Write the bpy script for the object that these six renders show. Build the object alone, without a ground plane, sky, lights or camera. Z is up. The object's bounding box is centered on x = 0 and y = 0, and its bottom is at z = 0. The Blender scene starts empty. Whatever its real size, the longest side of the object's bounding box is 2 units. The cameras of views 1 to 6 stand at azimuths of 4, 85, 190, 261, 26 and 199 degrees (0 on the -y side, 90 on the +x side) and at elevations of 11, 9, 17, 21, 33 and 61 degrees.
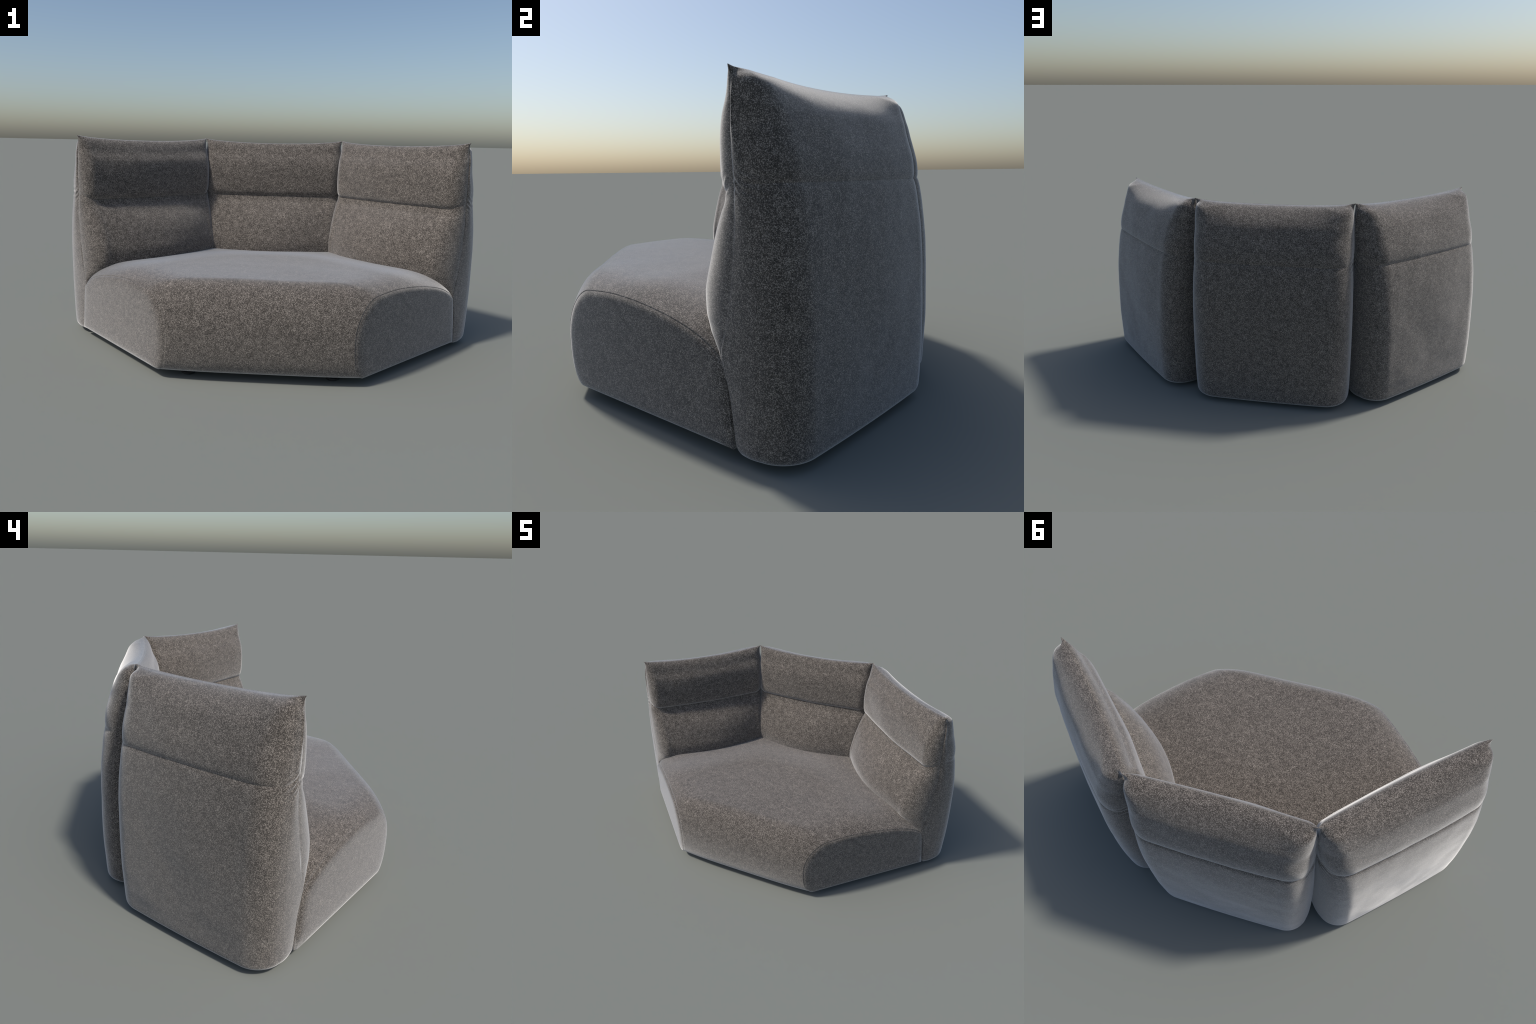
import bpy, math
from mathutils import Vector, noise

# ---------------------------------------------------------------- helpers
def clamp(v, a, b): return max(a, min(b, v))
def sstep(a, b, x):
    k = clamp((x - a) / (b - a), 0.0, 1.0)
    return k * k * (3 - 2 * k)
def lerp(a, b, k): return a + (b - a) * k

class Curve1D:
    """Monotone cubic through a few (x, y) control points."""
    def __init__(self, pts):
        self.x = [p[0] for p in pts]; self.y = [p[1] for p in pts]
        n = len(pts)
        h = [self.x[i+1]-self.x[i] for i in range(n-1)]
        d = [(self.y[i+1]-self.y[i])/h[i] for i in range(n-1)]
        m = [d[0]] + [0]*(n-2) + [d[-1]]
        for i in range(1, n-1):
            if d[i-1]*d[i] > 0:
                w1 = 2*h[i]+h[i-1]; w2 = h[i]+2*h[i-1]
                m[i] = (w1+w2)/(w1/d[i-1]+w2/d[i])
        self.m = m
    def __call__(self, x):
        X, Y, m = self.x, self.y, self.m
        if x <= X[0]: return Y[0]
        if x >= X[-1]: return Y[-1]
        i = 0
        while x > X[i+1]: i += 1
        h = X[i+1]-X[i]; s = (x-X[i])/h
        return (Y[i]*(1+2*s)*(1-s)**2 + m[i]*h*s*(1-s)**2
                + Y[i+1]*s*s*(3-2*s) + m[i+1]*h*s*s*(s-1))

# ---------------------------------------------------------------- materials
def fabric_material():
    m = bpy.data.materials.new("grey_brown_chenille"); m.use_nodes = True
    nt = m.node_tree; N = nt.nodes; L = nt.links
    b = N["Principled BSDF"]
    tc = N.new("ShaderNodeTexCoord")
    def mp(scale):
        n = N.new("ShaderNodeMapping"); n.inputs["Scale"].default_value = scale
        L.new(tc.outputs["Object"], n.inputs["Vector"]); return n
    # single yarn loops: small cells of random lightness
    vor = N.new("ShaderNodeTexVoronoi"); vor.feature = 'F1'
    vor.inputs["Scale"].default_value = 1.0; vor.inputs["Randomness"].default_value = 0.55
    L.new(mp((540, 540, 540)).outputs[0], vor.inputs["Vector"])
    sep = N.new("ShaderNodeSeparateColor"); L.new(vor.outputs["Color"], sep.inputs[0])
    # fibrous mottling, stretched along the warp
    fib = N.new("ShaderNodeTexNoise"); fib.inputs["Scale"].default_value = 1.0
    fib.inputs["Detail"].default_value = 4; fib.inputs["Roughness"].default_value = 0.65
    L.new(mp((640, 640, 420)).outputs[0], fib.inputs["Vector"])
    # slow patches
    pat = N.new("ShaderNodeTexNoise"); pat.inputs["Scale"].default_value = 45
    pat.inputs["Detail"].default_value = 3; pat.inputs["Roughness"].default_value = 0.6
    L.new(tc.outputs["Object"], pat.inputs["Vector"])
    def math(op, a, bb):
        n = N.new("ShaderNodeMath"); n.operation = op
        for k, v in ((0, a), (1, bb)):
            if isinstance(v, (int, float)): n.inputs[k].default_value = v
            else: L.new(v, n.inputs[k])
        return n.outputs[0]
    cell = math('POWER', sep.outputs[0], 1.6)
    v = math('ADD', math('MULTIPLY', cell, 0.54),
             math('ADD', math('MULTIPLY', fib.outputs["Fac"], 0.70), math('MULTIPLY', pat.outputs["Fac"], 0.38)))
    ramp = N.new("ShaderNodeValToRGB"); L.new(math('MULTIPLY', v, 0.75), ramp.inputs[0])
    e = ramp.color_ramp.elements
    e[0].position = 0.32; e[0].color = DARK
    e[1].position = 0.86; e[1].color = PALE
    mid = e.new(0.56); mid.color = MID
    L.new(ramp.outputs[0], b.inputs["Base Color"])
    b.inputs["Roughness"].default_value = 0.9
    b.inputs["Specular IOR Level"].default_value = 0.15
    b.inputs["Sheen Weight"].default_value = SHEEN_W
    b.inputs["Sheen Roughness"].default_value = SHEEN_R
    b.inputs["Sheen Tint"].default_value = (1.0, 0.98, 0.96, 1)
    bump = N.new("ShaderNodeBump"); bump.inputs["Strength"].default_value = 0.12
    bump.inputs["Distance"].default_value = 0.0012
    h = math('ADD', math('MULTIPLY', vor.outputs["Distance"], -0.9), math('MULTIPLY', fib.outputs["Fac"], 1.2))
    L.new(h, bump.inputs["Height"]); L.new(bump.outputs[0], b.inputs["Normal"])
    return m

DARK = (0.024, 0.0205, 0.0175, 1)
MID = (0.080, 0.068, 0.058, 1)
PALE = (0.36, 0.315, 0.272, 1)
SHEEN_W = 1.0
SHEEN_R = 0.45

def plastic_material():
    m = bpy.data.materials.new("black_plastic"); m.use_nodes = True
    nt = m.node_tree; b = nt.nodes["Principled BSDF"]
    nz = nt.nodes.new("ShaderNodeTexNoise"); nz.inputs["Scale"].default_value = 60
    r = nt.nodes.new("ShaderNodeValToRGB")
    r.color_ramp.elements[0].color = (0.006, 0.006, 0.007, 1)
    r.color_ramp.elements[1].color = (0.016, 0.016, 0.017, 1)
    nt.links.new(nz.outputs["Fac"], r.inputs[0]); nt.links.new(r.outputs[0], b.inputs["Base Color"])
    b.inputs["Roughness"].default_value = 0.5
    return m

FABRIC = fabric_material()
PLASTIC = plastic_material()

def split_parts(verts, faces, tags, names, sharp=None):
    """Build one smooth surface, then separate its faces by tag into meshes
    whose border vertices coincide and which carry the whole surface's normals."""
    whole = bpy.data.meshes.new("whole"); whole.from_pydata(verts, [], faces); whole.update()
    vn = [v.normal.copy() for v in whole.vertices]
    out = {}
    for tag in names:
        remap = {}; vs = []; ns = []; fs = []
        for f, t in zip(faces, tags):
            if t != tag: continue
            g = []
            for i in f:
                if i not in remap:
                    remap[i] = len(vs); vs.append(verts[i]); ns.append(vn[i])
                g.append(remap[i])
            fs.append(g)
        me = bpy.data.meshes.new(names[tag]); me.from_pydata(vs, [], fs); me.update()
        me.polygons.foreach_set("use_smooth", [True]*len(fs))
        me.normals_split_custom_set_from_vertices([tuple(n) for n in ns])
        me.materials.append(FABRIC)
        out[tag] = me
    bpy.data.meshes.remove(whole)
    return out

def add(name, mesh, parent=None):
    o = bpy.data.objects.new(name, mesh); bpy.context.scene.collection.objects.link(o)
    o.parent = parent
    return o

# The plan is three sides of an octagon about a pivot; every backrest is the same
# cushion turned by -45, 0 and +45 degrees.  Local frame: x = along the backrest (t),
# y = outwards from the pivot (n), z = up.
PIVOT_Y = -0.46
BOTTOM = 0.019
SEAT_BOTTOM = 0.034
RIDGE = 0.957

# ---------------------------------------------------------------- backrest
front_n = Curve1D([(0.019, .915), (0.06, .903), (0.18, .886), (0.245, .866), (0.275, .842), (0.30, .795),
                   (0.33, .745), (0.37, .714), (0.42, .709), (0.50, .728), (0.58, .764), (0.64, .800), (0.68, .822),
                   (0.70, .822), (0.74, .823), (0.80, .824), (0.86, .832), (0.90, .845)])
seam_n = Curve1D([(0.019, .925), (0.045, .911), (0.09, .905), (0.177, .893), (0.241, .875), (0.277, .867), (0.355, .888),
                  (0.50, .911), (0.614, .922), (0.75, .918), (0.90, .911), (RIDGE, .908)])
back_n = Curve1D([(0.019, 1.068), (0.024, 1.079), (0.040, 1.086), (0.09, 1.088), (0.20, 1.090), (0.32, 1.090), (0.45, 1.086),
                  (0.55, 1.078), (0.64, 1.064), (0.70, 1.054), (0.76, 1.044), (0.82, 1.026), (0.87, 1.006), (0.905, .983)])
def rolled_top(curve, c):
    """Above 0.88 the face rolls over into the ridge like an ellipse."""
    def f(z):
        k = sstep(0.85, 0.905, z)
        return lerp(curve(z), 0.893 + c * math.sqrt(max(0, RIDGE - z)), k)
    return f
front_n = rolled_top(front_n, -0.172)
back_n = rolled_top(back_n, 0.392)
half_w = Curve1D([(0.019, .362), (0.024, .370), (0.045, .376), (0.15, .379), (0.40, .381), (0.60, .379), (0.70, .375),
                  (0.78, .377), (0.88, .375), (0.925, .371), (0.945, .372), (RIDGE, .378)])
NH = 46          # points from front centre to the tip of the seam, and again to the back centre
SEAM_LEVEL = 0.70

def levels():
    z = []
    def span(a, b, n, bias=1.0):
        for i in range(n): z.append(lerp(a, b, (i / n) ** bias))
    span(0.019, 0.05, 8); span(0.05, 0.10, 6); span(0.10, 0.24, 12); span(0.24, 0.40, 26); span(0.40, 0.64, 26)
    span(0.64, 0.68, 10); span(0.68, 0.70, 10); span(0.70, 0.72, 10); span(0.72, 0.78, 14); span(0.78, 0.90, 16)
    for i in range(31): z.append(lerp(0.90, RIDGE, 1 - (1 - i / 30) ** 2.1))
    return z

def half_loop(zl):
    """Right half of the plan outline at level zl: list of (t, n, tag)."""
    W = half_w(zl); nf = front_n(zl); nb = back_n(zl); ns = clamp(seam_n(zl), nf + 1e-4, 9)
    # stitched crease right round at SEAM_LEVEL, cusp shaped, the upper roll overhanging on the front
    d = zl - SEAM_LEVEL
    cf = math.exp(-abs(d) / (0.014 if d > 0 else 0.030)) * 0.018
    cb = math.exp(-abs(d) / (0.012 if d > 0 else 0.012)) * 0.007
    cs = math.exp(-abs(d) / 0.012) * 0.0015
    top = sstep(0.9553, RIDGE, zl)               # outline closes to the ridge line
    near = sstep(0.88, 0.945, zl)
    nbe = nb + 0.015 * near                      # the ridge bows back towards its two ends
    ns = min(ns, nbe - 1e-5)
    rb = min(lerp(0.100, 0.097, sstep(0.4, 0.7, zl)), lerp(0.92, 0.84, near) * (nbe - ns))
    rt = lerp(lerp(0.085, 0.062, sstep(0.5, 0.7, zl)), 0.05, near)
    pts = []
    crown = lerp(0.075, 0.022, sstep(0.5, 0.72, zl)) * sstep(0.26, 0.36, zl)
    crown = lerp(crown, 0.015, near)
    a_n = 22; c_n = NH - a_n
    ridge = lambda t: 0.893 + 0.015 * (abs(t) / W) ** 2
    for i in range(a_n):                         # front face
        t = (W - rt) * i / a_n
        n = nf + crown * (t / W) ** 2 + cf
        n = lerp(n, ridge(t), top)
        pts.append([t, n, 'f'])
    n0 = nf + crown * ((W - rt) / W) ** 2 + cf
    for i in range(c_n):                         # rolled front edge up to the piping seam
        a = (math.pi / 2) * (i / c_n)
        t = W - rt + rt * math.sin(a)
        n = min(n0, ns) + (max(ns - n0, 0)) * (1 - math.cos(a))
        k = (1 - i / c_n)
        n = lerp(n, ridge(t), top)
        pts.append([t - cs * i / c_n, n, 'f'])
    seam_t = W - cs - 0.0006 * (1 - sstep(0.93, 0.95, zl)) * sstep(0.05, 0.09, zl)
    pts.append([seam_t, lerp(ns, 0.908, top), 's'])
    e_n = 14; r_n = 16; b_n = NH - e_n - r_n
    back = []
    n1 = max(nbe - rb, ns)
    for i in range(e_n):                         # flat end
        k = (i + 1) / e_n
        kk = k ** 1.5
        n = lerp(ns, n1, kk)
        back.append([W - cs + 0.004 * math.sin(math.pi * kk * 0.85) * (1 - near), n, 'e'])
    for i in range(r_n):                         # rounded back corner
        a = (math.pi / 2) * (i + 1) / r_n
        back.append([W - cs * math.cos(a) - 1.05 * rb * (1 - math.cos(a)), n1 + rb * math.sin(a) - cb * math.sin(a) ** 2, 'b'])
    tb = W - 1.05 * rb
    for i in range(b_n):                         # back face
        t = tb * (1 - (i + 1) / b_n)
        back.append([t, lerp(nb + 0.0045 * (1 - (t / tb) ** 2), nb + 0.015 * (t / tb) ** 2, near) - cb, 'b'])
    front_t = [p[0] for p in pts[:NH]]
    m = sstep(0.90, RIDGE, zl)
    for i, p in enumerate(back):                 # gather the back half onto the ridge
        ft = front_t[NH - 1 - i]
        t = lerp(p[0], ft, m ** 3)
        pts.append([t, lerp(p[1], ridge(ft), top), p[2]])
    return pts

def seam_shift(q):
    """Crease sits lower on the front (q=0) than on the ends (q=.5) and the back (q=1)."""
    return lerp(-0.025, 0.0, sstep(0.25, 0.5, q)) if q < 0.5 else lerp(0.0, 0.006, sstep(0.5, 0.8, q))

def backrest_meshes():
    zs = levels(); verts = []; faces = []; tags = []
    rows = []
    for zl in zs:
        hl = half_loop(zl); W = half_w(zl)
        row = []
        cnt = len(hl)                            # 2*NH+1
        seq = [(i, 1) for i in range(cnt)] + [(i, -1) for i in range(cnt - 2, 0, -1)]
        for i, sg in seq:
            t, n, tg = hl[i]; q = i / (cnt - 1); s = abs(t) / 0.378
            z = zl + seam_shift(q) * max(0, 1 - abs(zl - SEAM_LEVEL) / 0.16) ** 2 * (3 - 2 * max(0, 1 - abs(zl - SEAM_LEVEL) / 0.16))
            z += sstep(0.78, RIDGE, zl) * (0.016 * s ** 2.2 + 0.004 * s ** 8)
            # the ends are pulled up into blunt ears
            z += sstep(0.86, 0.94, zl) * (1 - sstep(0.95, RIDGE, zl)) * 0.002 * s ** 5 * clamp((n - 0.908) / 0.04, 0, 1)
            x = t * sg
            # soft upholstery unevenness, and small gathers beside the ends of the crease
            p = Vector((x, n, z))
            if zl < 0.94:
                w = noise.noise(p * 5 + Vector((3, 1, 7))) * 0.004 + noise.noise(p * 14) * 0.0012
                fade = sstep(0.05, 0.12, zl) * (1 - sstep(0.88, 0.94, zl))
                if tg in 'eb' and q > 0.5:
                    n += w * fade
                elif tg == 'f': n += w * fade * (1 - sstep(0.4, 0.5, q))
                g = math.exp(-((zl - 0.70) / 0.035) ** 2) * math.exp(-((q - 0.60) / 0.09) ** 2)
                x += sg * g * 0.0022 * math.sin((zl - 0.70 + (q - 0.6) * 0.25) * 2 * math.pi / 0.024)
                g2 = math.exp(-((zl - 0.705) / 0.025) ** 2) * math.exp(-((q - 0.43) / 0.05) ** 2)
                n += g2 * 0.0025 * math.sin((zl - 0.70 - (q - 0.43) * 0.3) * 2 * math.pi / 0.03 + sg)
            row.append(len(verts)); verts.append((x, n, z))
        rows.append(row)
    R = len(rows[0])
    top_row = rows[-1]
    cnt = 2 * NH + 1
    # weld the closing row: back half onto the front half
    weld = {}
    for j in range(R):
        jj = j if j < cnt else None
    idx = {}
    seq = [(i, 1) for i in range(cnt)] + [(i, -1) for i in range(cnt - 2, 0, -1)]
    pos = {s: k for k, s in enumerate(seq)}
    for (i, sg), k in pos.items():
        if i > NH:
            mi = 2 * NH - i
            tgt = pos.get((mi, sg), pos.get((mi, 1)))
            top_row[k] = top_row[tgt]
    for a in range(len(rows) - 1):
        upper = zs[a] >= SEAM_LEVEL - 1e-6
        for j in range(R):
            k = (j + 1) % R
            f = [rows[a][j], rows[a][k], rows[a+1][k], rows[a+1][j]]
            g = []
            for v in f:
                if v not in g: g.append(v)
            if len(g) < 3: continue
            q = min(seq[j][0], seq[k][0])
            faces.append(g)
            tags.append('head' if upper else ('lumbar' if max(seq[j][0], seq[k][0]) <= NH else 'shell'))
    # underside
    c = len(verts); verts.append((0, 1.0, BOTTOM + 0.001))
    inner = []
    for v in rows[0]:
        x, n, z = verts[v]; inner.append(len(verts)); verts.append((x * 0.95, 1.0 + (n - 1.0) * 0.8, BOTTOM - 0.001))
    for j in range(R):
        k = (j + 1) % R
        faces.append([rows[0][k], rows[0][j], inner[j], inner[k]]); tags.append('shell')
        faces.append([inner[k], inner[j], c]); tags.append('shell')
    used = sorted({i for f in faces for i in f}); rm = {o: i for i, o in enumerate(used)}
    verts = [verts[i] for i in used]; faces = [[rm[i] for i in f] for f in faces]
    return split_parts(verts, faces, tags, {'shell': "backrest", 'lumbar': "lumbar_cushion", 'head': "headrest"})

# ---------------------------------------------------------------- seat
SIDE_T = 0.380
REAR_N = 0.872
R2 = math.sqrt(0.5)
def frames(x, y):
    n = y - PIVOT_Y
    return n, (x + n) * R2, (x - n) * R2, (n - x) * R2, (-x - n) * R2   # nC, nR, tR, nL, tL(outward)

side_arch = Curve1D([(0.10, .340), (0.214, .358), (0.30, .369), (0.40, .374), (0.50, .369), (0.60, .357), (0.70, .338),
                    (0.78, .314), (0.83, .290), (0.872, .258)])
def seat_top(x, y):
    n, nR, tR, nL, tL = frames(x, y)
    k = 26.0
    nm = math.log(math.exp(k * n) + math.exp(k * nR) + math.exp(k * nL)) / k
    nm = min(nm, max(n, nR, nL) + 0.02)
    z = 0.413 - 0.030 * sstep(0.45, 0.76, nm)
    for n_, t in ((nR, tR), (nL, tL)):
        d = max(0, SIDE_T - t)
        w = 1 - (1 - min(d / lerp(0.20, 0.30, sstep(0.5, 0.75, n_)), 1)) ** 3.8
        z = lerp(side_arch(n_), z, w)
    return z

def front_y(s): return -0.621 - 0.011 * (1 - s ** 4)
MIDZ = 0.195
def x_limit(y):
    return min(y - PIVOT_Y + SIDE_T / R2, REAR_N / R2 - (y - PIVOT_Y))

def seat_meshes():
    S = 120
    svals = []
    for i in range(S + 1):
        u = -1 + 2 * i / S
        svals.append(math.copysign(1 - (1 - abs(u)) ** 1.35, u))
    rows = []
    low = [i / 12 for i in range(12)]            # under-roll
    roll = [i / 26 for i in range(27)]           # front roll
    y_rear = REAR_N + PIVOT_Y
    kink = (REAR_N / R2 - SIDE_T / R2) / 2 + PIVOT_Y   # widest row
    plan = [('low', v) for v in low] + [('roll', v) for v in roll] + \
           [('mid', (i + 1) / 44) for i in range(44)] + [('rear', (i + 1) / 44) for i in range(44)]
    verts = []; faces = []; tags = []
    for kind, v in plan:
        row = []
        for s in svals:
            yf = front_y(s); Rr = lerp(0.128, 0.09, s ** 4)
            if kind == 'low':
                a = v * math.pi / 2
                e = 0.052 * (1 - math.sin(a)); z = lerp(MIDZ, SEAT_BOTTOM, math.cos(a) ** 0.8); y = yf + e
            elif kind == 'roll':
                a = v * math.pi / 2
                y = yf + Rr * (1 - math.cos(a)); z = None
            elif kind == 'mid':
                y = lerp(yf + Rr, kink, v); z = None
            else:
                y = lerp(kink, y_rear, v); z = None
            x = s * x_limit(y)
            if kind == 'low': x -= s * 0.016 * (1 - math.sin(a)) ** 1.5
            if z is None:
                zt = seat_top(x, y)
                z = MIDZ + (zt - MIDZ) * math.sin(v * math.pi / 2) if kind == 'roll' else zt
                w = noise.noise(Vector((x, y, 0)) * 4.0) * 0.0025 + noise.noise(Vector((x, y, 2)) * 11) * 0.0005
                z += w * (sstep(0, 0.6, v) if kind == 'roll' else 1) * (1 - s ** 8)
            row.append(len(verts)); verts.append([x, y, z])
        rows.append(row)
    nk = len(low) + len(roll) + 44 - 1           # index of the widest row
    # piping groove: the outermost strip of the cover dips just before the side panels
    for r in range(0, nk + 1):
        for c, sg in ((0, -1), (S, 1)):
            v = verts[rows[r][c]]
            v[0] -= sg * 0.0005; v[1] += 0.0005 * (1 if r < len(low) + 20 else 0); v[2] -= 0.0005 * sstep(len(low), len(low) + 20, r)
    for a in range(len(rows) - 1):
        for c in range(S):
            faces.append([rows[a][c], rows[a][c+1], rows[a+1][c+1], rows[a+1][c]]); tags.append('cover')
    # rear walls (behind the backrests) and base
    last = rows[-1]
    rim = [rows[r][0] for r in range(nk, len(rows))] + last[1:-1] + [rows[r][S] for r in range(len(rows) - 1, nk - 1, -1)]
    prev = rim
    for k in (0.12, 0.35, 0.7, 1.0):
        cur = []
        for v in rim:
            x, y, z = verts[v]
            out = 0.036 * k ** 0.8
            nC, nR, tR, nL, tL = frames(x, y)
            sx = 1 if x > 0 else -1
            nn, tt = (nR, tR) if sx > 0 else (nL, tL)
            if nn > nC:                          # behind a turned backrest: lean out along its own normal
                nn += out * nn
                if tt < 0: tt *= 1 + out
                x, y = sx * (nn + tt) * R2, (nn - tt) * R2 + PIVOT_Y
            else:
                x, y = x * (1 + out), nC * (1 + out) + PIVOT_Y
            cur.append(len(verts)); verts.append([x, y, lerp(z, SEAT_BOTTOM, k)])
        cur_ends = cur
        for i in range(len(rim) - 1):
            faces.append([prev[i], cur[i], cur[i+1], prev[i+1]][::-1]); tags.append('cover')
        if k == 0.12: w0 = [cur]
        else: w0.append(cur)
        prev = cur
    base_loop = list(rows[0]) + prev[::-1]
    cpt = len(verts); verts.append([0, -0.1, SEAT_BOTTOM])
    for i in range(len(base_loop)):
        j = (i + 1) % len(base_loop)
        faces.append([base_loop[j], base_loop[i], cpt]); tags.append('cover')
    # flat side panels, slightly pillowed, bounded by the cover edge
    for c, sg, tag, wi in ((0, -1, 'left', 0), (S, 1, 'right', -1)):
        edge = [rows[r][c] for r in range(nk + 1)] + [w[wi] for w in w0]
        # bottom edge back to the front
        a = verts[edge[-1]]; b = verts[edge[0]]; nb_ = 20
        bottom = []
        for i in range(1, nb_):
            bottom.append(len(verts)); verts.append([lerp(a[m], b[m], i / nb_) for m in range(3)])
        loop = edge + bottom
        cx = sum(verts[v][0] for v in loop) / len(loop); 
        ctr = [sg * (0.655), -0.335, 0.20]
        nx, ny = sg * R2, -R2
        prev = loop; puff = 1.15 if sg < 0 else 0.65
        for f, bulge in ((0.996, 0.0045), (0.986, 0.0085), (0.968, 0.0125), (0.935, 0.0160), (0.88, 0.0180), (0.78, 0.0189), (0.65, 0.0193), (0.35, 0.0196), (0.12, 0.0197)):
            cur = []
            for v in loop:
                x, y, z = verts[v]
                px, py, pz = lerp(ctr[0], x, f), lerp(ctr[1], y, f), lerp(ctr[2], z, f)
                # project to the side plane
                n = py - PIVOT_Y
                t = (sg * px - n) * R2
                d = SIDE_T - 0.0012 + (bulge - 0.0045) * puff - t
                px += nx * d; py += ny * d
                cur.append(len(verts)); verts.append([px, py, pz])
            for i in range(len(loop)):
                j = (i + 1) % len(loop)
                q = [prev[i], prev[j], cur[j], cur[i]]
                faces.append(q if sg < 0 else q[::-1]); tags.append(tag)
            prev = cur
        cp = len(verts); verts.append([ctr[0], ctr[1], ctr[2]])
        n = ctr[1] - PIVOT_Y; t = (sg * ctr[0] - n) * R2; d = SIDE_T - 0.0012 + 0.0152 * puff - t
        verts[cp][0] += nx * d; verts[cp][1] += ny * d
        for i in range(len(loop)):
            j = (i + 1) % len(loop)
            q = [prev[i], prev[j], cp]
            faces.append(q if sg < 0 else q[::-1]); tags.append(tag)
    return split_parts([tuple(v) for v in verts], faces, tags,
                       {'cover': "seat", 'left': "side_panel", 'right': "side_panel"})

# ---------------------------------------------------------------- feet
def foot_mesh():
    prof = [(0.0, 0.0), (0.026, 0.0), (0.029, 0.003), (0.029, 0.010), (0.024, 0.014), (0.022, 0.042), (0.0, 0.042)]
    K = 40; vs = []; fs = []
    for r, z in prof:
        for k in range(K):
            a = 2 * math.pi * k / K; vs.append((r * math.cos(a), r * math.sin(a), z))
    for i in range(len(prof) - 1):
        for k in range(K):
            kk = (k + 1) % K
            fs.append([i*K+k, i*K+kk, (i+1)*K+kk, (i+1)*K+k])
    me = bpy.data.meshes.new("foot"); me.from_pydata(vs, [], fs)
    import bmesh
    bm = bmesh.new(); bm.from_mesh(me); bmesh.ops.remove_doubles(bm, verts=bm.verts, dist=1e-5)
    bmesh.ops.recalc_face_normals(bm, faces=bm.faces); bm.to_mesh(me); bm.free()
    me.materials.append(PLASTIC)
    return me

# ---------------------------------------------------------------- assemble
sofa = bpy.data.objects.new("corner_sofa", None)
bpy.context.scene.collection.objects.link(sofa)
sofa["label"] = "grey-brown fabric curved sofa with three tall padded backrests"
sofa["category"] = "sofa"

bm_ = backrest_meshes()
for ang in (0, 45, -45):
    b = add("backrest", bm_['shell'], sofa)
    a = math.radians(ang); out = -0.001 if ang > 0 else (0.001 if ang < 0 else 0)
    b.location = (out * math.cos(a), PIVOT_Y + out * math.sin(a), 0); b.rotation_euler = (0, 0, math.radians(ang))
    for tag, nm in (('lumbar', "lumbar_cushion"), ('head', "headrest")):
        add(nm, bm_[tag], b)

sm = seat_meshes()
seat = add("seat", sm['cover'], sofa)
add("side_panel", sm['left'], seat); add("side_panel", sm['right'], seat)

fm = foot_mesh()
for x, y in ((-0.303, -0.512), (0.303, -0.512), (-0.66, 0.02), (0.66, 0.02), (-0.30, 0.36), (0.30, 0.36)):
    f = add("foot", fm, sofa); f.location = (x, y, 0)
